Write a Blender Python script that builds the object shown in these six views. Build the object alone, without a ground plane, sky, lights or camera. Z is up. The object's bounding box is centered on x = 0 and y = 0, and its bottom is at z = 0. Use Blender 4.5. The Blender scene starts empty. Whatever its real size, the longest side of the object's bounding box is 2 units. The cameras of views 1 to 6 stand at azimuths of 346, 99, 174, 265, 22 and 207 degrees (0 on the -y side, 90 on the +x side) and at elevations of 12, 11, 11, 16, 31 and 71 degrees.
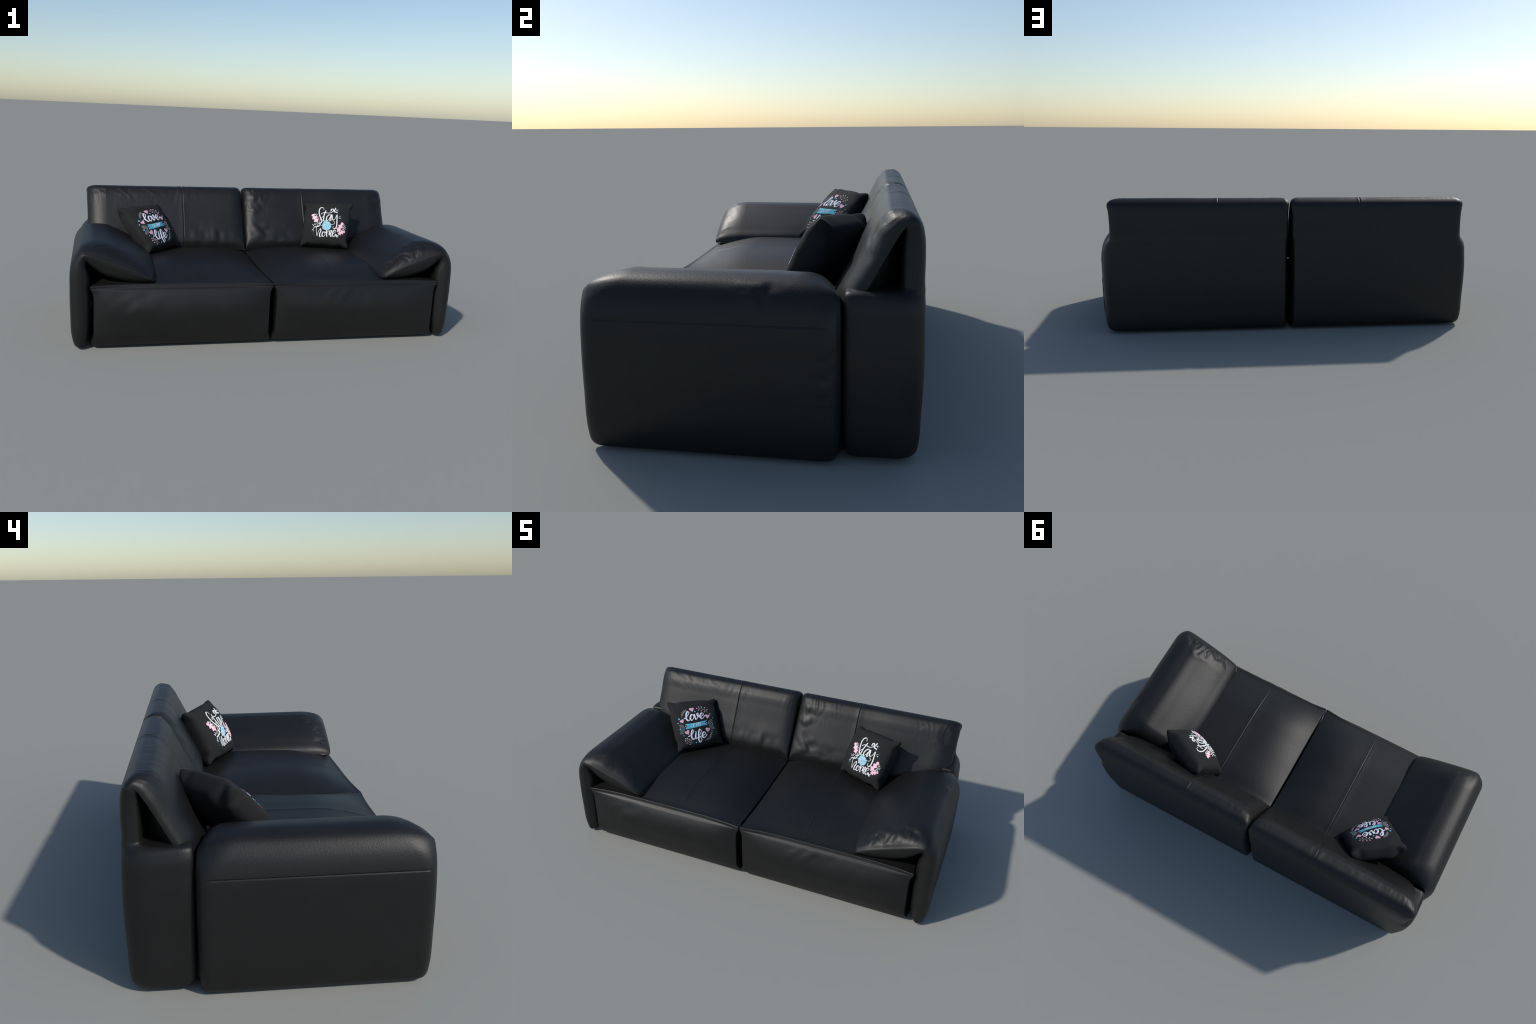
# Two-seat black leather sofa with fold-over arm and back cushions, and two printed throw pillows.
import bpy, math
import numpy as np

# ------------------------------------------------------------------ helpers
def hash01(ix, iy, iz, seed):
    n = (ix * 374761393 + iy * 668265263 + iz * 2147483647 + seed * 974711) & 0xFFFFFFFF
    n = ((n ^ (n >> 13)) * 1274126177) & 0xFFFFFFFF
    n = n ^ (n >> 16)
    return (n & 0xFFFF) / 65535.0

def noise(p, seed=0):
    """smooth value noise, p (...,3) -> -1..1"""
    p = np.asarray(p, float)
    i = np.floor(p).astype(np.int64)
    f = p - i
    f = f * f * f * (f * (f * 6 - 15) + 10)
    r = 0
    for dx in (0, 1):
        for dy in (0, 1):
            for dz in (0, 1):
                w = (f[..., 0] if dx else 1 - f[..., 0]) * (f[..., 1] if dy else 1 - f[..., 1]) * (f[..., 2] if dz else 1 - f[..., 2])
                r = r + w * hash01(i[..., 0] + dx, i[..., 1] + dy, i[..., 2] + dz, seed)
    return r * 2 - 1

def bump01(x, c, w):
    return np.exp(-((x - c) / w) ** 2)

def smooth(a, b, x):
    t = np.clip((x - a) / (b - a), 0, 1)
    return t * t * (3 - 2 * t)

def spline(t_knots, pts, t, calm=True):
    """Catmull-Rom (non-uniform knots) through pts at t_knots, sampled at t; calm stops it overshooting"""
    P = np.asarray(pts, float)
    if P.ndim == 1:
        P = P[:, None]
    k = np.asarray(t_knots, float)
    d = np.diff(P, axis=0) / np.diff(k)[:, None]
    m = np.empty_like(P)
    h = np.diff(k)
    m[1:-1] = (d[:-1] * h[1:, None] + d[1:] * h[:-1, None]) / (h[1:] + h[:-1])[:, None]
    m[0], m[-1] = d[0], d[-1]
    if calm:
        lim = 3 * np.minimum(np.abs(d[:-1]), np.abs(d[1:])) + .02
        m[1:-1] = np.where(d[:-1] * d[1:] > -1e-9, np.clip(m[1:-1], -lim, lim), m[1:-1])
    i = np.clip(np.searchsorted(k, t, side="right") - 1, 0, len(k) - 2)
    hh = h[i]
    u = ((t - k[i]) / hh)[:, None]
    hh = hh[:, None]
    return ((2*u**3 - 3*u**2 + 1) * P[i] + (u**3 - 2*u**2 + u) * hh * m[i]
            + (-2*u**3 + 3*u**2) * P[i+1] + (u**3 - u**2) * hh * m[i+1])

def knots_of(pts):
    d = np.linalg.norm(np.diff(np.asarray(pts, float), axis=0), axis=1)
    k = np.concatenate([[0], np.cumsum(np.maximum(d, 0.006))])
    return k / k[-1]

def spaced(a, b, n, end=2.0, extra=()):
    """samples a..b, denser toward both ends, plus dense clusters round the given places"""
    x = np.linspace(-1, 1, n)
    x = np.sign(x) * (1 - (1 - np.abs(x)) ** end)
    x = 0.65 * x + 0.35 * np.linspace(-1, 1, n)
    x = a + (b - a) * (x + 1) / 2
    if len(extra):
        x = np.concatenate([x] + [np.array([e + o for o in (-.009, -.006, -.004, -.0027, -.0015, 0, .0015, .0027, .004, .006, .009)]) for e in extra])
        x = np.sort(x[(x >= a) & (x <= b)])
        keep = np.concatenate([[True], np.diff(x) > 0.0006])
        x = x[keep]
        x[-1] = b
    return x

def round_end(d, R, p):
    t = np.clip(1 - d / R, 0, 1)
    return (1 - t ** p) ** (1 / p)

def grid_normals(G):
    du = np.gradient(G, axis=0)
    dv = np.gradient(G, axis=1)
    n = np.cross(du, dv)
    l = np.linalg.norm(n, axis=-1, keepdims=True)
    return n / np.maximum(l, 1e-12)

def new_mesh(name, verts, faces, mat, normals=None):
    me = bpy.data.meshes.new(name)
    me.from_pydata([tuple(v) for v in verts], [], [tuple(int(i) for i in f) for f in faces])
    me.materials.append(mat)
    me.polygons.foreach_set("use_smooth", [True] * len(me.polygons))
    me.update()
    if normals is not None:
        me.normals_split_custom_set_from_vertices([tuple(n) for n in normals])
    return me

def add_object(name, me, parent):
    o = bpy.data.objects.new(name, me)
    bpy.context.scene.collection.objects.link(o)
    o.parent = parent
    return o

def empty(name, label, category):
    o = bpy.data.objects.new(name, None)
    bpy.context.scene.collection.objects.link(o)
    o["label"], o["category"] = label, category
    return o

def weld(A, B):
    """Two sheets (n,m,3) sharing their border -> verts, quads (n-1,m-1 per sheet), with face's row index."""
    n, m = A.shape[:2]
    idA = np.arange(n * m).reshape(n, m)
    border = np.zeros((n, m), bool)
    border[0] = border[-1] = True
    border[:, 0] = border[:, -1] = True
    idB = idA.copy()
    inner = ~border
    idB[inner] = n * m + np.arange(inner.sum())
    V = np.concatenate([A.reshape(-1, 3), B[inner]])
    def quads(I, flip):
        q = np.stack([I[:-1, :-1], I[1:, :-1], I[1:, 1:], I[:-1, 1:]], -1)
        return q[..., ::-1] if flip else q
    return V, quads(idA, False), quads(idB, True)

def vertex_normals(V, F):
    a, b, c, d = (V[F[:, i]] for i in range(4))
    fn = np.cross(c - a, d - b)
    N = np.zeros_like(V)
    for i in range(4):
        np.add.at(N, F[:, i], fn)
    l = np.linalg.norm(N, axis=1, keepdims=True)
    return N / np.maximum(l, 1e-14)

def split_parts(V, groups, mat, parent):
    """groups: list of (name, faces). One smooth body, cut into named meshes that keep the body's normals."""
    F = np.concatenate([f for _, f in groups])
    N = vertex_normals(V, F)
    for name, f in groups:
        used, inv = np.unique(f, return_inverse=True)
        add_object(name, new_mesh(name, V[used], inv.reshape(f.shape), mat, N[used]), parent)

# ------------------------------------------------------------------ materials
def material(name):
    m = bpy.data.materials.new(name)
    m.use_nodes = True
    nt = m.node_tree
    return m, nt, nt.nodes["Principled BSDF"]

def leather():
    m, nt, b = material("black_leather")
    tc = nt.nodes.new("ShaderNodeTexCoord")
    blot = nt.nodes.new("ShaderNodeTexNoise")
    blot.inputs["Scale"].default_value = 9
    blot.inputs["Detail"].default_value = 4
    ramp = nt.nodes.new("ShaderNodeValToRGB")
    ramp.color_ramp.elements[0].position, ramp.color_ramp.elements[1].position = 0.3, 0.7
    ramp.color_ramp.elements[0].color = (0.0060, 0.0059, 0.0057, 1)
    ramp.color_ramp.elements[1].color = (0.0080, 0.0078, 0.0075, 1)
    nt.links.new(tc.outputs["Object"], blot.inputs["Vector"])
    nt.links.new(blot.outputs["Fac"], ramp.inputs["Fac"])
    nt.links.new(ramp.outputs["Color"], b.inputs["Base Color"])
    vor = nt.nodes.new("ShaderNodeTexVoronoi")
    vor.inputs["Scale"].default_value = 210
    pores = nt.nodes.new("ShaderNodeTexNoise")
    pores.inputs["Scale"].default_value = 125
    pores.inputs["Detail"].default_value = 5
    add = nt.nodes.new("ShaderNodeMath")
    add.operation = "ADD"
    nt.links.new(tc.outputs["Object"], vor.inputs["Vector"])
    nt.links.new(tc.outputs["Object"], pores.inputs["Vector"])
    nt.links.new(vor.outputs["Distance"], add.inputs[0])
    nt.links.new(pores.outputs["Fac"], add.inputs[1])
    bump = nt.nodes.new("ShaderNodeBump")
    bump.inputs["Strength"].default_value = 0.14
    bump.inputs["Distance"].default_value = 0.0015
    nt.links.new(add.outputs[0], bump.inputs["Height"])
    nt.links.new(bump.outputs["Normal"], b.inputs["Normal"])
    b.inputs["Roughness"].default_value = 0.48
    b.inputs["Specular IOR Level"].default_value = 0.42
    return m

def cloth():
    m, nt, b = material("black_cotton")
    tc = nt.nodes.new("ShaderNodeTexCoord")
    n1 = nt.nodes.new("ShaderNodeTexNoise")
    n1.inputs["Scale"].default_value = 420
    n1.inputs["Detail"].default_value = 3
    ramp = nt.nodes.new("ShaderNodeValToRGB")
    ramp.color_ramp.elements[0].position, ramp.color_ramp.elements[1].position = 0.3, 0.7
    ramp.color_ramp.elements[0].color = (0.0145, 0.0145, 0.0145, 1)
    ramp.color_ramp.elements[1].color = (0.0185, 0.0185, 0.0185, 1)
    bump = nt.nodes.new("ShaderNodeBump")
    bump.inputs["Strength"].default_value = 0.15
    bump.inputs["Distance"].default_value = 0.0008
    nt.links.new(tc.outputs["Object"], n1.inputs["Vector"])
    nt.links.new(n1.outputs["Fac"], ramp.inputs["Fac"])
    nt.links.new(ramp.outputs["Color"], b.inputs["Base Color"])
    nt.links.new(n1.outputs["Fac"], bump.inputs["Height"])
    nt.links.new(bump.outputs["Normal"], b.inputs["Normal"])
    b.inputs["Roughness"].default_value = 0.85
    b.inputs["Specular IOR Level"].default_value = 0.25
    return m

LEATHER = leather()
CLOTH = cloth()

# ------------------------------------------------------------------ sofa
sofa = empty("leather_sofa", "two-seat black leather sofa with soft fold-over arms and back", "sofa")

# --- arm: an upright panel whose leather rolls over the top into a cushion that slopes down to the seat.
# rows: outer/top skin (x,z), inner/under skin (x,z), edge seam (x,z), front y of seam, rear y of seam
ARM = [
    ((.955, .000), (.955, .000), (.955, .004), -.436, .252),
    ((.978, .012), (.932, .010), (.955, .020), -.448, .264),
    ((.990, .045), (.918, .045), (.957, .052), -.454, .271),
    ((.999, .180), (.903, .180), (.960, .180), -.458, .273),
    ((1.00, .300), (.904, .300), (.961, .300), -.459, .273),
    ((.997, .396), (.909, .375), (.957, .390), -.458, .272),
    ((.977, .464), (.920, .415), (.950, .442), -.456, .270),
    ((.946, .501), (.918, .430), (.934, .466), -.456, .266),
    ((.900, .516), (.902, .414), (.902, .463), -.457, .262),
    ((.834, .514), (.850, .374), (.841, .440), -.457, .258),
    ((.767, .489), (.773, .345), (.757, .408), -.455, .256),
    ((.697, .453), (.695, .330), (.680, .378), -.452, .252),
    ((.637, .405), (.634, .326), (.632, .356), -.449, .246),
    ((.596, .360), (.602, .330), (.613, .345), -.446, .240),
    ((.591, .342), (.591, .342), (.610, .338), -.444, .236),
]

CREASES = [
    ([(.757, .100), (.765, .067), (.748, .026)], .0052),
    ([(.803, .116), (.784, .066), (.776, .022)], .0068),
    ([(.822, .094), (.829, .040)], .0040),
    ([(.866, .085), (.872, .050)], .0022),
    ([(.728, .012), (.712, .036), (.694, .056)], .0052),
    ([(.676, .008), (.690, .046), (.706, .070)], .0040),
    ([(.640, .066), (.662, .040)], .0034),
]

def dist_to_line(px, py, line):
    best = np.full(px.shape, 1e3)
    for (ax, ay), (bx, by) in zip(line[:-1], line[1:]):
        l2 = (bx - ax) ** 2 + (by - ay) ** 2
        t = np.clip(((px - ax) * (bx - ax) + (py - ay) * (by - ay)) / l2, 0, 1)
        best = np.minimum(best, np.hypot(px - ax - t * (bx - ax), py - ay - t * (by - ay)))
    return best

def build_arm(sx):
    right = sx > 0
    tk = knots_of([r[0] for r in ARM])
    seam_t = tk[5]
    s = np.unique(np.concatenate([np.linspace(0, 1, 150), np.linspace(0, .05, 12), np.linspace(.93, 1, 16), np.linspace(.60, .97, 170 if right else 90),
                                  seam_t + np.array([-.008, -.005, -.003, -.0015, 0, .0015, .003, .005, .008])]))
    Q1 = spline(tk, [r[0] for r in ARM], s)
    Q2 = spline(tk, [r[1] for r in ARM], s)
    E = spline(tk, [r[2] for r in ARM], s)
    ya = spline(tk, [r[3] for r in ARM], s)[:, 0]
    yb = spline(tk, [r[4] for r in ARM], s)[:, 0]
    v = spaced(0, 1, 130, 2.4)
    fine = np.array([.0013, .0026, .004, .0056, .0075])
    v = np.unique(np.concatenate([v[(v > .011) & (v < .989)], [0, 1], fine, 1 - fine, np.linspace(.012, .20, 46)]))
    L = (yb - ya)[:, None]
    d0, d1 = v[None] * L, (1 - v[None]) * L
    cush = smooth(tk[5], tk[8], s)[:, None]           # 0 on the panel, 1 on the cushion
    R0, R1 = .050 + .085 * cush, .036 + .040 * cush + .055 * bump01(s, tk[7], .10)[:, None]
    p = 2.3 - .40 * cush
    eA = round_end(d0, R0, p) * round_end(d1, R1, p)
    eB = round_end(d0, .042 - .006 * cush, 2.2 - .2 * cush) * round_end(d1, .040 + .03 * cush, 2.3)
    # cushion sags in a little at mid length at its tip
    Y = ya[:, None] + v[None] * L
    # thin raised seam round the front and rear edge
    Y = Y - .0036 * bump01(d0, 0, .0024) + .0036 * bump01(d1, 0, .0024)
    def sheet(Q, e):
        G = np.empty((len(s), len(v), 3))
        G[..., 0] = E[:, None, 0] + (Q - E)[:, None, 0] * e
        G[..., 2] = E[:, None, 1] + (Q - E)[:, None, 1] * e
        G[..., 1] = Y
        return G
    A, B = sheet(Q1, eA), sheet(Q2, eB)
    # gentle plan bow of the cushion's lower edge and soft waviness
    tip = smooth(.80, 1, s)[:, None]
    for G in (A, B):
        G[..., 0] -= tip * .016 * np.sin(np.pi * v)[None]
        G[..., 2] += tip * .012 * np.sin(np.pi * v)[None]
    n = grid_normals(A)
    n *= np.sign(n[len(s) // 3, len(v) // 2, 0] or 1)
    inside = np.minimum(1, np.minimum(d0, d1) / .02)
    x, y, z = A[..., 0], A[..., 1], A[..., 2]
    w = (-.0016 if right else -.0030) * bump01(s[:, None], seam_t, .0022) * smooth(0.01, .05, d0) * smooth(.01, .05, d1)
    w += .0035 * noise(A * [5, 4, 5] + 3 * sx, 3) * cush
    # pulled wrinkles at the front end of the cushion
    seed = 11 if right else 23
    amp = 1.0 if right else .35
    mask = bump01(d0, .05, .035) * smooth(.60, .66, x) * (1 - smooth(.86, .92, x)) * cush
    wr = noise(np.stack([x * 17 + .8 * noise(A * 14, 5), y * 13 + x * 7, z * 6], -1), seed)
    w += amp * mask * (.0060 * wr + .0015 * noise(np.stack([x * 80, y * 40, z * 20], -1), seed + 1))
    # single creases: (x, distance from the front edge) along each, depth
    for line, depth in CREASES:
        dx = dist_to_line(x + .007 * noise(A * 18, 8), d0 + .005 * noise(A * 18, 9), line)
        fold = -np.exp(-(dx / .0085) ** 2) + .35 * np.exp(-((dx - .026) / .016) ** 2)
        w += (.42 if right else 0) * depth * fold * cush * smooth(0, .012, d0)
    if right:   # puckers on the outer roll
        mk = bump01(y, .05, .05) * bump01(z, .49, .035) * smooth(.9, .95, x)
        w += mk * .0042 * noise(A * [40, 34, 30], 31)
        mk = bump01(y, .245, .03) * bump01(z, .27, .07) * smooth(.93, .98, x)
        w += mk * .004 * noise(A * [10, 14, 55], 37)
    A = A + n * (w * inside)[..., None]
    V, FA, FB = weld(A, B)
    if not right:
        V = V * [-1, 1, 1]
        FA, FB = FA[..., ::-1], FB[..., ::-1]
    cut = int(np.argmin(np.abs(s - seam_t)))
    panel = np.concatenate([FA[:cut].reshape(-1, 4), FB[:cut].reshape(-1, 4)])
    cushion = np.concatenate([FA[cut:].reshape(-1, 4), FB[cut:].reshape(-1, 4)])
    arm = empty("arm", "", "")
    del arm["label"], arm["category"]
    arm.parent = sofa
    fix = orient(V, np.concatenate([panel, cushion]))
    split_parts(V, [("arm_panel", panel[:, ::fix]), ("arm_cushion", cushion[:, ::fix])], LEATHER, arm)

def orient(V, F):
    """+1 / -1 so that the closed body's faces look outward"""
    a, b, c, d = (V[F[:, i]] for i in range(4))
    vol = (np.einsum("ij,ij->i", a, np.cross(b, c)) + np.einsum("ij,ij->i", a, np.cross(c, d))).sum()
    return 1 if vol > 0 else -1

# --- back: rear shell with a lower shoulder block, rolling over the top into the back cushion.
# rows: rear/top/front skin (y,z), inner skin (y,z), edge (y,z), outer end x
BACK = [
    ((.400, .009), (.380, .010), (.390, .013), .928),
    ((.474, .012), (.298, .014), (.385, .019), .947),
    ((.488, .030), (.283, .040), (.388, .046), .957),
    ((.496, .150), (.279, .170), (.390, .160), .964),
    ((.499, .380), (.279, .390), (.395, .385), .966),
    ((.497, .450), (.280, .462), (.398, .456), .958),
    ((.496, .474), (.291, .484), (.405, .477), .945),
    ((.496, .487), (.405, .488), (.446, .487), .929),
    ((.495, .500), (.431, .497), (.461, .499), .922),
    ((.494, .580), (.431, .580), (.461, .580), .921),
    ((.490, .635), (.431, .622), (.463, .634), .924),
    ((.478, .674), (.433, .636), (.464, .664), .929),
    ((.446, .6975), (.430, .638), (.450, .671), .928),
    ((.405, .6965), (.422, .632), (.434, .655), .926),
    ((.372, .671), (.412, .605), (.415, .625), .926),
    ((.338, .612), (.420, .550), (.380, .563), .923),
    ((.300, .540), (.416, .484), (.336, .482), .922),
    ((.262, .468), (.360, .408), (.296, .410), .921),
    ((.234, .400), (.275, .352), (.258, .352), .920),
    ((.240, .345), (.240, .345), (.250, .340), .918),
]

def build_back(sx):
    right = sx > 0
    tk = knots_of([r[0] for r in BACK])
    s = np.unique(np.concatenate([np.linspace(0, 1, 170), np.linspace(0, .06, 12), np.linspace(tk[5], tk[8], 34), np.linspace(tk[10], tk[14], 30), np.linspace(.95, 1, 12)]))
    Q1 = spline(tk, [r[0] for r in BACK], s)
    Q2 = spline(tk, [r[1] for r in BACK], s)
    E = spline(tk, [r[2] for r in BACK], s)
    xo = spline(tk, [r[3] for r in BACK], s)[:, 0][:, None]
    seam_x = .37
    xi = (.0080 - .0052 * smooth(tk[9], tk[12], s))[:, None]
    v = spaced(0, 1, 170, 2.4, [(seam_x - .003) / .924])
    X = xi + v[None] * (xo - xi)
    d0, d1 = X - xi, xo - X
    cush = smooth(tk[11], tk[14], s)[:, None]
    block = 1 - smooth(tk[6], tk[7], s)[:, None]
    foot = 1 - smooth(0, tk[4], s)[:, None]
    R0 = .026 + .065 * cush
    R1 = .040 + .018 * block + .075 * cush
    p = 2.2 + .2 * block
    eA = round_end(d0, R0, p + .3 * cush) * round_end(d1, R1, p - .2 * cush)
    eB = round_end(d0, .03 + 0 * cush, 2.4) * round_end(d1, .036 - .006 * block + .065 * cush, 2.4 + 1.0 * block - 1.2 * cush)
    # toward the middle of the sofa the cushion's edge seam lies further forward
    fwd = -.022 * smooth(tk[14], tk[17], s)[:, None] * (1 - smooth(.05, .5, X))
    def sheet(Q, e):
        G = np.empty((len(s), v.size, 3))
        G[..., 0] = X
        ey = E[:, None, 0] + fwd
        G[..., 1] = ey + (Q[:, None, 0] - ey) * e
        G[..., 2] = E[:, None, 1] + (Q - E)[:, None, 1] * e
        return G
    A = sheet(Q1, eA)
    B = sheet(Q2, eB)
    # the shoulder block only steps forward at the outer end
    B[..., 1] += np.where(s < tk[7], 1, 0)[:, None] * .065 * eB * (1 - smooth(.74, .86, X)) * (1 - smooth(tk[6], tk[7], s))[:, None]
    n = grid_normals(A)
    n *= np.sign(n[len(s) // 4, v.size // 2, 1])
    x, y, z = A[..., 0], A[..., 1], A[..., 2]
    inside = np.minimum(1, np.minimum(d0, d1) / .02)
    w = -.0034 * bump01(x, seam_x, .0026) * smooth(tk[10], tk[12], s)[:, None] * smooth(0, .02, d1)
    w += .0015 * bump01(x, seam_x, .016) * smooth(tk[10], tk[12], s)[:, None]
    w += .004 * noise(A * [5, 4, 4] + 7 * sx, 5) * cush
    # gathers running down from the top roll
    seed = 41 if right else 47
    gath = smooth(tk[11], tk[13], s)[:, None] * (1 - smooth(tk[14], tk[16], s)[:, None])
    patch = smooth(-.1, .5, noise(np.stack([x * 5, 0 * x, 0 * x + sx], -1), seed))
    if right:
        patch = np.maximum(patch, smooth(.62, .75, x))
    w += gath * patch * .0007 * noise(np.stack([x * 55 + 6 * noise(A * 7, 2), z * 9, 0 * x], -1), seed + 1)
    w += gath * patch * .0006 * noise(np.stack([x * 150 + 5 * noise(A * 8, 2), z * 9, 0 * x], -1), seed + 2)
    # dents and creases near the meeting edge and near the foot of the cushion
    if right:
        mk = bump01(x, .07, .05) * bump01(z, .60, .05) + .9 * bump01(x, .10, .07) * bump01(z, .455, .045) + .7 * bump01(x, .24, .05) * bump01(z, .43, .04)
        w += cush * mk * .0075 * noise(np.stack([x * 24 + z * 22, z * 26 - x * 14, 0 * x], -1), 53)
        mk = smooth(.80, .86, x) * bump01(z, .62, .07)
        w += cush * mk * .007 * noise(np.stack([x * 20, z * 42 + x * 20, 0 * x], -1), 59)
    else:
        mk = bump01(x, .22, .10) * bump01(z, .44, .05)
        w += cush * mk * .006 * noise(np.stack([x * 32, z * 14, 0 * x], -1), 61)
    A = A + n * (w * inside)[..., None]
    V, FA, FB = weld(A, B)
    if not right:
        V = V * [-1, 1, 1]
    cut = int(np.argmin(np.abs(s - tk[11])))
    shell = np.concatenate([FA[:cut].reshape(-1, 4), FB[:cut].reshape(-1, 4)])
    cushion = np.concatenate([FA[cut:].reshape(-1, 4), FB[cut:].reshape(-1, 4)])
    back = empty("backrest", "", "")
    del back["label"], back["category"]
    back.parent = sofa
    fix = orient(V, np.concatenate([shell, cushion]))
    split_parts(V, [("back_shell", shell[:, ::fix]), ("back_cushion", cushion[:, ::fix])], LEATHER, back)

# --- seat: box base with a bulging front and a domed top, a raised seam along the front edge.
# rows: section at mid width (y,z), section at the sides (y,z)
SEAT = [
    ((.300, .200), (.300, .200)),
    ((.300, .040), (.300, .040)),
    ((.270, .010), (.270, .010)),
    ((.000, .009), (.000, .009)),
    ((-.405, .009), (-.405, .010)),
    ((-.436, .014), (-.437, .015)),
    ((-.457, .046), (-.454, .044)),
    ((-.482, .120), (-.463, .130)),
    ((-.496, .190), (-.466, .220)),
    ((-.482, .270), (-.466, .288)),
    ((-.459, .310), (-.467, .310)),
    ((-.453, .317), (-.468, .316)),
    ((-.447, .323), (-.463, .319)),
    ((-.428, .328), (-.436, .319)),
    ((-.350, .351), (-.350, .318)),
    ((-.200, .376), (-.200, .318)),
    ((.000, .377), (.000, .322)),
    ((.200, .367), (.200, .332)),
    ((.290, .350), (.290, .334)),
    ((.300, .330), (.300, .320)),
    ((.300, .200), (.300, .200)),
]

def build_seat(sx):
    right = sx > 0
    tk = knots_of([r[0] for r in SEAT])
    s = np.unique(np.concatenate([np.linspace(0, 1, 170), np.linspace(tk[4], tk[7], 20), np.linspace(tk[9], tk[14], 50)]))
    Q = spline(tk, [r[0] for r in SEAT], s)
    E = spline(tk, [r[1] for r in SEAT], s)
    xa, xb = .0065, .899
    seam_x = .348
    x = spaced(xa, xb, 120, 2.2, [seam_x])
    d0, d1 = x - xa, xb - x
    def ease(d, R):
        t = np.clip(1 - d / R, 0, 1)
        return 1 - t ** 2.2
    e = ease(d0, .27) * ease(d1, .24)
    G = np.empty((len(s), len(x), 3))
    G[..., 0] = x[None]
    G[..., 1] = E[:, None, 0] + (Q - E)[:, None, 0] * e[None]
    G[..., 2] = E[:, None, 1] + (Q - E)[:, None, 1] * e[None]
    # side edges: drawn in between the pointed top corner and the foot
    zz = G[..., 2]
    corner = bump01(s[:, None], tk[11], .025)
    draw = (1 - corner) * .012 * (1 - smooth(-.44, -.38, G[..., 1])) * smooth(.02, .06, G[..., 2])
    side = np.sign(x - (xa + xb) / 2)[None] * np.clip(1 - np.minimum(d0, d1) / .12, 0, 1)[None] ** 2
    G[..., 0] -= side * draw
    G[..., 0] += side * (corner * .003 + .007 * smooth(-.44, -.38, G[..., 1]) * (side > 0) * (G[..., 2] < .3))
    # foot corners rounded
    foot = bump01(G[..., 2], .01, .03) * (G[..., 1] < 0)
    G[..., 2] += np.clip(1 - np.minimum(d0, d1) / .03, 0, 1)[None] ** 2 * foot * .008
    n = grid_normals(G)
    n *= np.sign(n[int(np.argmin(np.abs(s - tk[16]))), len(x) // 2, 2])
    X, Y, Z = G[..., 0], G[..., 1], G[..., 2]
    top = smooth(tk[12], tk[14], s)[:, None]
    front = smooth(tk[5], tk[7], s)[:, None] * (1 - smooth(tk[9], tk[10], s)[:, None])
    w = -.0022 * bump01(X, seam_x, .0024) * top
    w += .0012 * bump01(X, seam_x, .014) * top
    w += .003 * noise(G * [4, 4, 4] + 9 * sx, 71) * (top + front)
    if right:
        mk = bump01(X, .42, .14) * bump01(Z, .26, .05) * front
        w += mk * .006 * noise(np.stack([X * 26 - Z * 22, Z * 12, 0 * X], -1), 73)
    else:
        mk = bump01(X, .70, .14) * bump01(Z, .22, .07) * front
        w += mk * .004 * noise(np.stack([X * 16 + Z * 10, Z * 14, 0 * X], -1), 79)
    # raised seam with a stitched valley below it
    w += .0035 * bump01(s[:, None], tk[12], .0026) - .0028 * bump01(s[:, None], tk[11] - .004, .004)
    G = G + n * w[..., None]
    ns, nx = len(s), len(x)
    # round the side caps over with a few shrinking rings
    rings = []
    for side_i, sgn in ((0, -1), (nx - 1, 1)):
        ring = G[:, side_i]
        c = np.array([ring[0, 0], -.08, .19])
        out = []
        for k, (off, sc) in enumerate(((.0035, .992), (.006, .975), (.007, .94), (.007, .5), (.007, .001))):
            rr = c + (ring - c) * [1, sc, sc]
            rr[:, 0] = ring[:, 0] * (1 if k < 3 else 0) + (ring[:, 0].mean() if k >= 3 else 0)
            if k >= 3:
                rr[:, 0] -= sgn * .004
            else:
                rr[:, 0] += sgn * off * .4
            out.append(rr)
        rings.append(out)
    cols = rings[0][::-1] + [G[:, j] for j in range(nx)] + rings[1]
    H = np.stack(cols, 1)[:-1]                       # closed round s
    ns = H.shape[0]
    I = np.arange(ns * H.shape[1]).reshape(ns, -1)
    I2 = np.roll(I, -1, axis=0)
    F = np.stack([I[:, :-1], I2[:, :-1], I2[:, 1:], I[:, 1:]], -1).reshape(-1, 4)
    V = H.reshape(-1, 3)
    if not right:
        V = V * [-1, 1, 1]
    F = F[:, ::orient(V, F)]
    seat = empty("seat", "", "")
    del seat["label"], seat["category"]
    seat.parent = sofa
    # base (front and underside) and cushion top meet at the raised seam
    per = H.shape[1] - 1
    cut = int(np.argmin(np.abs(s - tk[12])))
    rows = np.arange(ns).repeat(per)
    split_parts(V, [("seat_base", F[rows < cut]), ("seat_cushion", F[rows >= cut])], LEATHER, seat)

for side in (-1, 1):
    build_arm(side)
    build_back(side)
    build_seat(side)

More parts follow.
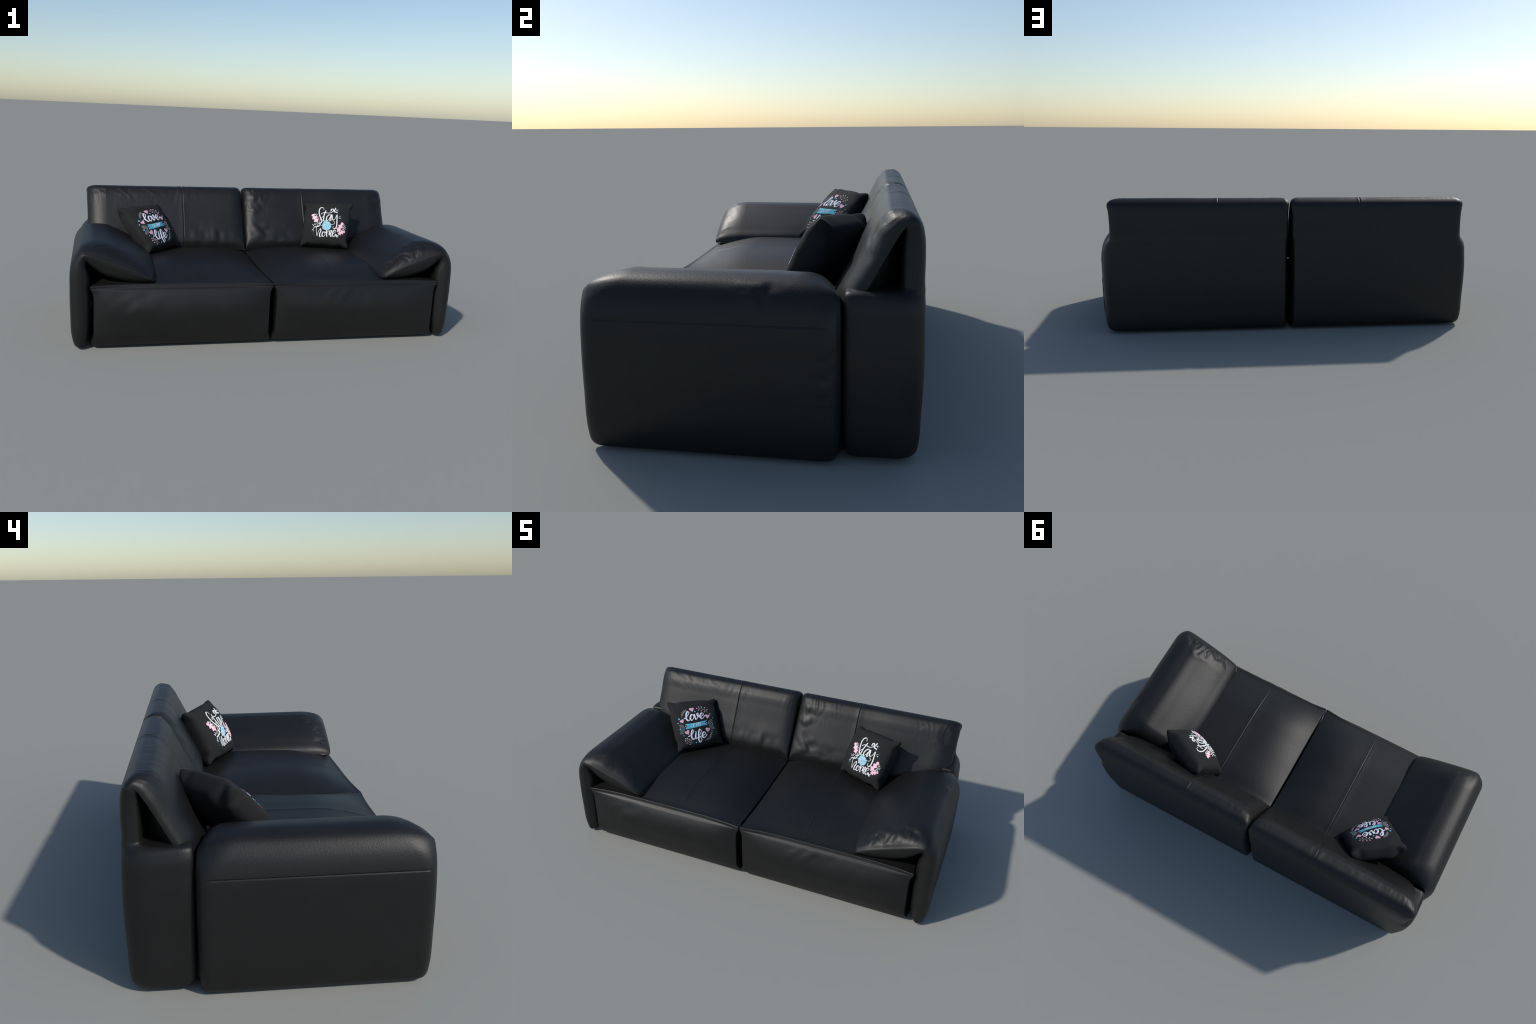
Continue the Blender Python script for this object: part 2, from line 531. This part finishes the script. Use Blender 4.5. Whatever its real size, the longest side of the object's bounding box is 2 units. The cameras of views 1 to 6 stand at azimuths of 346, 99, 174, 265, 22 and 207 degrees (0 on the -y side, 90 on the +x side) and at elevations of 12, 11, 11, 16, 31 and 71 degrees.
# ------------------------------------------------------------------ throw pillows
class Pillow:
    """Square knife-edge pillow from its four corner points and half thickness."""
    def __init__(self, tl, tr, bl, br, front, rear, seed):
        self.c = [np.array(p, float) for p in (tl, tr, bl, br)]
        mean = sum(self.c) / 4
        self.c = [mean + (p - mean) * 1.045 for p in self.c]
        self.front, self.rear, self.seed = front, rear, seed
        tl, tr, bl, br = self.c
        n = np.cross(tr - tl + br - bl, tl - bl + tr - br)
        self.n = n / np.linalg.norm(n)
    def mid(self, u, v):
        pull = lambda t: .080 * (1 - np.abs(t) ** 4) + .050 * np.exp(-((np.abs(t) - .68) / .15) ** 2)
        pu = u * (1 - pull(v) * u ** 4)
        pv = v * (1 - pull(u) * v ** 4)
        # blunt, slightly eared corners
        pu, pv = pu * (1 - .045 * np.abs(v) ** 10), pv * (1 - .045 * np.abs(u) ** 10)
        a, b = (pu + 1) / 2, (pv + 1) / 2
        tl, tr, bl, br = self.c
        a, b = a[..., None], b[..., None]
        return (tl * (1 - a) + tr * a) * b + (bl * (1 - a) + br * a) * (1 - b)
    def height(self, u, v, full=.40):
        q = np.clip((1 - u * u) * (1 - v * v), 0, 1)
        corner = np.abs(u * v) ** 3
        h = q ** full * (1 - .12 * corner)
        P = np.stack([u * 2.2, v * 2.2, 0 * u + self.seed], -1)
        h = h * (1 + .10 * noise(P, self.seed))
        # soft folds running out to the corners
        r = np.sqrt(u * u + v * v)
        ang = np.arctan2(v, u)
        h = h + .10 * smooth(.85, 1.15, r) * np.sin(ang * 12 + self.seed) * q ** .4
        return h
    def surf(self, u, v, lift=0.0):
        return self.mid(u, v) + self.n * (self.front * self.height(u, v) + lift)[..., None]
    def back(self, u, v):
        return self.mid(u, v) - self.n * (self.rear * self.height(u, v, .30))[..., None]

def build_pillow(pil, label):
    root = empty("throw_pillow", label, "pillow")
    t = spaced(-1, 1, 90, 2.2)
    U, Vv = np.meshgrid(t, t, indexing="ij")
    V, FA, FB = weld(pil.surf(U, Vv), pil.back(U, Vv))
    F = np.concatenate([FA.reshape(-1, 4), FB.reshape(-1, 4)])
    F = F[:, ::orient(V, F)]
    add_object("pillow_cover", new_mesh("pillow_cover", V, F, CLOTH), root)
    return root

LOVE = Pillow((-.759, .152, .605), (-.519, .318, .605), (-.596, -.020, .386), (-.413, .205, .380), .052, .090, 3)
HOME = Pillow((.386, .316, .625), (.652, .192, .641), (.332, .202, .381), (.588, .067, .388), .068, .090, 8)
love_root = build_pillow(LOVE, "black square throw pillow printed with romantic lettering and hearts")
home_root = build_pillow(HOME, "black square throw pillow printed with white lettering and pink leaves")

# ------------------------------------------------------------------ printed artwork on the pillows
def ink(name, colour, rough=.7):
    m, nt, b = material(name)
    tc = nt.nodes.new("ShaderNodeTexCoord")
    n1 = nt.nodes.new("ShaderNodeTexNoise")
    n1.inputs["Scale"].default_value = 300
    mix = nt.nodes.new("ShaderNodeMix")
    mix.data_type = "RGBA"
    mix.inputs[6].default_value = (*[c * .94 for c in colour], 1)
    mix.inputs[7].default_value = (*colour, 1)
    nt.links.new(tc.outputs["Object"], n1.inputs["Vector"])
    nt.links.new(n1.outputs["Fac"], mix.inputs[0])
    nt.links.new(mix.outputs[2], b.inputs["Base Color"])
    b.inputs["Roughness"].default_value = rough
    b.inputs["Specular IOR Level"].default_value = .2
    return m

class Print:
    """Raised ink on a pillow's front, drawn in pillow units: -1..1 across, -1..1 up."""
    def __init__(self, pil, root):
        self.pil, self.root, self.V, self.F = pil, root, [], []
    def grid(self, U, W, L, closed=False):
        P = self.pil.surf(np.asarray(U), np.asarray(W), np.asarray(L))
        n, m = P.shape[:2]
        I = np.arange(n * m).reshape(n, m) + sum(len(v) for v in self.V)
        if closed:
            I = np.concatenate([I, I[:1]], 0)
        self.V.append(P.reshape(-1, 3))
        q = np.stack([I[:-1, :-1], I[1:, :-1], I[1:, 1:], I[:-1, 1:]], -1).reshape(-1, 4)
        self.F.append(q)
    def stroke(self, pts, w, lift=.0008, thin=.6, n=None):
        """brush stroke through pts (in thousandths); falling strokes are broad, rising ones fine"""
        p = np.asarray(pts, float) / 1000
        k = knots_of(p)
        n = n or max(6, int(60 * np.linalg.norm(np.diff(p, axis=0), axis=1).sum()) + 4 * len(p))
        c = spline(k, p, np.linspace(0, 1, n), False)
        t = np.gradient(c, axis=0)
        t /= np.maximum(np.linalg.norm(t, axis=1, keepdims=True), 1e-9)
        fall = smooth(-.55, .45, -t[:, 1])
        half = w / 2 * (thin + (1 - thin) * fall)
        kern = np.ones(5) / 5
        half = np.convolve(np.pad(half, 2, "edge"), kern, "valid")
        # round ends
        caps = 5
        a = np.linspace(0, np.pi / 2, caps + 1)[:-1]
        pre = [(c[0] - t[0] * half[0] * np.cos(x), half[0] * max(np.sin(x), .06)) for x in a]
        post = [(c[-1] + t[-1] * half[-1] * np.cos(x), half[-1] * max(np.sin(x), .06)) for x in a[::-1]]
        C = np.array([q[0] for q in pre] + list(c) + [q[0] for q in post])
        H = np.array([q[1] for q in pre] + list(half) + [q[1] for q in post])
        T = np.concatenate([np.repeat(t[:1], caps, 0), t, np.repeat(t[-1:], caps, 0)])
        N = np.stack([-T[:, 1], T[:, 0]], 1)
        across = np.array([-1, -.88, 0, .88, 1])
        lifts = np.array([-.0003, lift, lift, lift, -.0003])
        G = C[:, None] + N[:, None] * (H[:, None] * across[None])[..., None]
        self.grid(G[..., 0], G[..., 1], np.broadcast_to(lifts, G.shape[:2]))
    def blob(self, centre, outline, lift=.0008):
        """filled star-shaped patch: outline offsets round the centre, in thousandths"""
        c = np.asarray(centre, float) / 1000
        o = np.asarray(outline, float) / 1000
        r = np.array([.02, .35, .7, .93, 1.0])
        G = c + o[:, None] * r[None, :, None]
        self.grid(G[..., 0], G[..., 1], np.broadcast_to([lift] * 4 + [-.0003], G.shape[:2]), closed=True)
    def dot(self, c, r, lift=.0008):
        a = np.arange(14) * math.tau / 14
        self.blob(c, np.stack([np.cos(a), np.sin(a)], 1) * r, lift)
    def heart(self, c, tip):
        c, tip = np.asarray(c, float), np.asarray(tip, float)
        d = (tip - c) / 13.5
        a = np.arange(40) * math.tau / 40
        x = 16 * np.sin(a) ** 3 * .92
        y = -(13 * np.cos(a) - 5 * np.cos(2 * a) - 2 * np.cos(3 * a) - np.cos(4 * a))
        self.blob(c, x[:, None] * np.array([-d[1], d[0]]) * .86 + y[:, None] * d * .86)
    def strip(self, A, B, lift, m=7):
        """band between two edge curves (thousandths)"""
        A, B = np.asarray(A, float) / 1000, np.asarray(B, float) / 1000
        f = np.concatenate([[0, .04], np.linspace(.2, .8, m - 4), [.96, 1]])
        G = A[:, None] + (B - A)[:, None] * f[None, :, None]
        L = np.full(G.shape[:2], lift)
        L[:, 0] = L[:, -1] = -.0003
        L[0] = L[-1] = -.0003
        self.grid(G[..., 0], G[..., 1], L)
    def oak(self, tip, base, w, lift=.0008):
        a, b = np.asarray(tip, float), np.asarray(base, float)
        t = np.linspace(0.0, 1, 60)
        axis = b - a
        side = np.array([-axis[1], axis[0]]) * w
        env = np.sqrt(np.clip(1 - np.abs(2 * t ** .85 - 1) ** 2.2, 0, 1)) * (.62 + .38 * t)
        hl = env * (.71 + .29 * np.cos(math.tau * (3.0 * t - .30)))
        hr = env * (.71 + .29 * np.cos(math.tau * (3.0 * t - .24)))
        mid = a + axis * t[:, None]
        self.strip(mid + side * (hl + .01)[:, None], mid - side * (hr + .01)[:, None], lift)
    def done(self, name, mat, stuff=False):
        V = np.concatenate(self.V)
        F = np.concatenate(self.F)
        fn = np.cross(V[F[:, 2]] - V[F[:, 0]], V[F[:, 3]] - V[F[:, 1]]) @ self.pil.n
        F = np.where((fn < 0)[:, None], F[:, ::-1], F)
        o = add_object(name, new_mesh(name, V, F, mat), self.root)
        if stuff:
            o["kind"] = "stuff"
        self.V, self.F = [], []

INK_LILAC = ink("lilac_white_print", (.73, .76, .86))
INK_WHITE = ink("white_print", (.82, .82, .82))
INK_TEAL = ink("teal_print", (.090, .49, .65))
INK_ROSE = ink("rose_print", (.72, .42, .54))
INK_GREY = ink("grey_print", (.26, .265, .28))
INK_SKY = ink("sky_blue_print", (.25, .62, .78))
INK_PINK = ink("pale_pink_print", (.93, .58, .68))
INK_DASH = ink("dark_teal_print", (.035, .16, .21))

def love_print(P):
    script = [
        [(-500, 181), (-405, 233), (-303, 318), (-246, 403), (-282, 451), (-344, 392), (-386, 264), (-397, 140), (-342, 83), (-274, 114), (-216, 188)],
        [(-96, 288), (-147, 308), (-222, 239), (-251, 143), (-209, 80), (-130, 143), (-97, 229), (-111, 290), (-69, 234)],
        [(-57, 283), (-53, 198), (-31, 97), (45, 169), (95, 264), (92, 336), (53, 294), (72, 216), (123, 186)],
        [(123, 186), (257, 224), (310, 287), (263, 326), (177, 256), (151, 166), (199, 100), (279, 137), (340, 217)],
        [(-452, -497), (-358, -483), (-254, -391), (-215, -320), (-249, -284), (-306, -359), (-334, -496), (-322, -597), (-269, -646), (-187, -580)],
        [(-145, -450), (-176, -541), (-168, -628), (-110, -611), (-59, -562)],
        [(-69, -569), (44, -457), (87, -360), (44, -303), (-15, -391), (-53, -563), (-64, -738), (-23, -817), (40, -750), (38, -647), (-16, -595), (63, -576)],
        [(63, -576), (188, -539), (251, -474), (199, -433), (119, -502), (105, -592), (158, -655), (234, -614), (289, -547)],
    ]
    for i, st in enumerate(script):
        P.stroke(st, .066, .0008 + .00006 * i, .46)
    P.dot((-136, -380), 29, .0014)
    P.done("printed_lettering", INK_LILAC)
    # ribbon banner with swallow-tail ends
    k = np.linspace(0, 1, 24)
    top = spline(np.linspace(0, 1, 7), [(-523, -21), (-382, -32), (-219, -34), (-56, -28), (111, -15), (249, 3), (404, 26)], k)
    bot = spline(np.linspace(0, 1, 7), [(-555, -209), (-389, -225), (-225, -223), (-76, -212), (92, -192), (246, -179), (423, -174)], k)
    mid = (top + bot) / 2
    s = 2 * k - 1
    mid[:, 0] += -s * 118 * np.abs(s) ** 3 - np.where(s < 0, 10, 0)
    P.strip(top, mid + [0, 1], .0006)
    P.strip(mid + [0, 1], bot, .00065)
    P.done("printed_banner", INK_TEAL)
    letters = [
        [(-227, -67), (-262, -93), (-280, -167), (-252, -194), (-211, -169), (-200, -94), (-227, -67)],
        [(-118, -54), (-163, -61), (-178, -189)], [(-169, -130), (-133, -127)],
        [(-76, -189), (-58, -118), (-40, -46)], [(-40, -46), (-27, -96), (-14, -144)], [(-14, -144), (17, -92), (48, -39)], [(48, -39), (40, -110), (31, -184)],
        [(77, -43), (92, -119)], [(143, -35), (92, -119)], [(92, -119), (80, -184)],
    ]
    for i, st in enumerate(letters):
        P.stroke(st, .017, .0013 + .00004 * i, .95)
    P.done("printed_lettering", INK_LILAC)
    for c, t in (((-115, 514), (-111, 412)), ((450, 173), (428, 74)), ((-594, 102), (-562, 21)), ((-470, -343), (-429, -439)), ((367, -360), (347, -464))):
        P.heart(c, t)
        P.done("printed_heart", INK_ROSE)
    for c, r in (((-12, 410), 32), ((576, 260), 30), ((654, 101), 21), ((607, -158), 27), ((531, -430), 21), ((-691, 202), 36),
                 ((-772, 59), 26), ((-729, -181), 34), ((-644, -439), 26), ((-191, -795), 31)):
        P.dot(c, r)
        P.done("printed_dot", INK_TEAL)
    # berry sprigs
    sprigs = (
        ([(87, 541), (216, 518), (341, 483), (420, 418), (486, 330)],
         [(178, 601), (288, 595), (411, 545), (497, 456), (146, 463), (249, 423), (366, 369)],
         [(200, 523), (294, 497), (386, 456), (454, 380), (216, 518), (340, 479), (420, 418)], (87, 541)),
        ([(-309, -777), (-415, -743), (-497, -680), (-560, -611), (-599, -552)],
         [(-519, -559), (-459, -612), (-389, -657), (-620, -641), (-572, -740), (-451, -814)],
         [(-527, -646), (-467, -702), (-391, -750), (-525, -650), (-439, -733), (-360, -761)], (-599, -552)))
    for stem, berries, joints, end in sprigs:
        P.stroke(stem, .014, .0007, .9)
        for b, j in zip(berries, joints):
            P.stroke([j, ((b[0] + j[0]) // 2, (b[1] + j[1]) // 2), b], .012, .00065, .9)
    # feathery twigs
    for stem in ([(-347, 516), (-436, 465), (-514, 375), (-581, 245)], [(504, -482), (444, -630), (334, -734), (175, -783)]):
        P.stroke(stem, .014, .0007, .9)
        p = np.asarray(stem, float)
        t = np.linspace(.10, .80, 5)
        c = spline(knots_of(p), p, t)
        d = spline(knots_of(p), p, t + .02) - c
        d /= np.linalg.norm(d, axis=1, keepdims=True)
        for q, e in zip(c, d):
            for sg in (1, -1):
                out = -e * .75 + sg * np.array([-e[1], e[0]]) * .66
                P.stroke([q, q + out * 34, q + out * 66], .020, .0006, .9)
    # veined leaves in outline
    for a, b in (((-731, -22), (-556, -167)), ((-566, -214), (-763, -358)), ((622, 15), (423, -143)), ((456, -189), (644, -353))):
        a, b = np.array(a, float), np.array(b, float)
        d = b - a
        nrm = np.array([-d[1], d[0]])
        P.stroke([a, a + d * .5, b], .010, .0006, .9)
        for sg in (1, -1):
            P.stroke([a, a + d * .25 + sg * nrm * .20, a + d * .55 + sg * nrm * .25, a + d * .85 + sg * nrm * .13, b], .013, .0007, .95)
            for f in (.25, .45, .65):
                P.stroke([a + d * (f + .12), a + d * (f + .06) + sg * nrm * .09, a + d * f + sg * nrm * .17], .010, .00065, .9)
    P.done("printed_sprig", INK_GREY, True)
    for stem, berries, joints, end in sprigs:
        for b in berries + [end]:
            P.dot(b, 24, .0009)
    for c in ((-497, -110), (363, -84)):
        P.dot(c, 23)
    P.done("printed_berry", INK_ROSE, True)

def home_print(P):
    script = [
        [(-114, 529), (-144, 620), (-201, 643), (-274, 585), (-292, 442), (-256, 278), (-187, 114), (-122, -11), (-141, -80), (-187, -70), (-209, -7), (-179, 90), (-95, 210)],
        [(-31, 475), (-63, 314), (-66, 127), (-42, -3), (8, -8), (48, 92)],
        [(214, 282), (126, 290), (64, 216), (44, 92), (78, 11), (131, 62), (179, 192)],
        [(214, 282), (192, 147), (200, 20), (241, 56)],
        [(241, 56), (270, 201), (247, 290), (260, 141), (318, 69), (375, 155), (416, 271)],
        [(437, 295), (451, 106), (466, -96), (440, -252), (377, -290), (333, -249), (343, -194)],
        [(-261, -634), (-301, -459), (-308, -284), (-278, -158), (-217, -92), (-178, -128), (-220, -212), (-313, -242), (-405, -258)],
        [(-260, -616), (-208, -407), (-151, -317), (-128, -378), (-165, -549), (-142, -654), (-89, -620), (-54, -540)],
        [(33, -446), (-27, -442), (-68, -541), (-48, -625), (12, -629), (50, -548), (30, -454), (68, -459)],
        [(94, -383), (108, -529), (130, -619)],
        [(117, -529), (161, -396), (198, -387), (211, -538)],
        [(213, -523), (265, -368), (287, -360), (259, -541), (288, -619), (342, -542)],
        [(339, -513), (438, -425), (466, -365), (414, -346), (346, -441), (340, -549), (394, -611), (479, -549)],
    ]
    for i, st in enumerate(script):
        P.stroke(st, .046, .0008 + .00005 * i, .42)
    P.stroke([(-184, 316), (-132, 376), (-26, 383), (95, 370), (224, 418), (277, 497)], .030, .0015, .9)
    P.stroke([(277, 497), (243, 562), (186, 551), (176, 477)], .050, .00155, .8)
    # petals of the flourish and the foot
    for st in ([(302, 442), (325, 530), (341, 607)], [(310, 437), (370, 420), (427, 411)], [(442, -539), (490, -570), (533, -609)], [(470, -520), (500, -545), (520, -560)]):
        P.stroke(st, .048, .0016, .95)
    P.done("printed_lettering", INK_WHITE)
    a = np.arange(48) * math.tau / 48
    P.blob((84, -187), np.cos(a)[:, None] * np.array([182, 12]) + np.sin(a)[:, None] * np.array([-14, 186]), .0005)
    P.done("printed_roundel", INK_SKY)
    for i, st in enumerate(([(-137, -205), (-60, -182), (4, -170), (47, -174), (-33, -211), (-69, -292), (-37, -326), (24, -257), (51, -180), (45, -279), (76, -331)],
               [(156, -21), (141, -166), (131, -274), (173, -308), (239, -210)],
               [(-18, -103), (36, -84), (143, -107), (261, -122), (361, -82), (373, -12), (311, 12)])):
        P.stroke(st, .021, .0018 + .00006 * i, .8)
    P.done("printed_lettering", INK_WHITE)
    for tip, base, w in (((-556, 315), (-290, -59), .31), ((705, 10), (523, -394), .31), ((840, -338), (553, -483), .36)):
        P.oak(tip, base, w)
        P.done("printed_leaf", INK_PINK)
    # small white blossoms and berries with their stalks
    for x, y, r in ((401, 513, 18), (445, 483, 9), (440, 543, 8), (554, 251, 12), (508, 210, 9), (562, 177, 16), (-457, 342, 9), (-445, 289, 16),
                    (-397, 319, 12), (-343, 278, 13), (-386, 232, 16), (-302, 182, 12), (-346, 145, 10), (-486, -147, 10), (-446, -183, 16),
                    (-379, -156, 13), (-417, -99, 9), (-450, -376, 18), (-416, -309, 11), (-421, -427, 10), (745, -122, 12), (803, -126, 13),
                    (772, -74, 9), (776, -203, 10), (835, -179, 10), (747, -259, 11), (794, -293, 10), (840, -235, 9), (564, -539, 16),
                    (569, -595, 10), (475, -502, 9), (704, -322, 9)):
        P.dot((x, y), r * 1.35, .0009)
    for i, st in enumerate(([(-251, 79), (-330, 184), (-417, 312)], [(-288, -99), (-369, -126), (-441, -163)], [(-405, -258), (-429, -316), (-441, -398)],
               [(518, -409), (651, -351), (737, -239), (780, -116)], [(679, -354), (769, -269), (825, -193)], [(-257, -66), (-321, -57)])):
        P.stroke(st, .012, .0007 + .00004 * i, .9)
    P.done("printed_sprig", INK_WHITE, True)
    for arc in ([(394, 350), (488, 359), (576, 304), (616, 216), (582, 119), (554, 30), (581, -48)], [(-478, -267), (-500, -375), (-466, -493), (-402, -579), (-324, -612)]):
        p = np.asarray(arc, float)
        n = 15 if len(arc) == 7 else 11
        t = np.linspace(0, 1, n * 8 + 1)
        c = spline(knots_of(p), p, t)
        for i in range(n):
            P.stroke(c[i * 8:i * 8 + 4], .0115, .0006, .95, 4)
    P.done("printed_stitch", INK_DASH, True)

love_print(Print(LOVE, love_root))
home_print(Print(HOME, home_root))
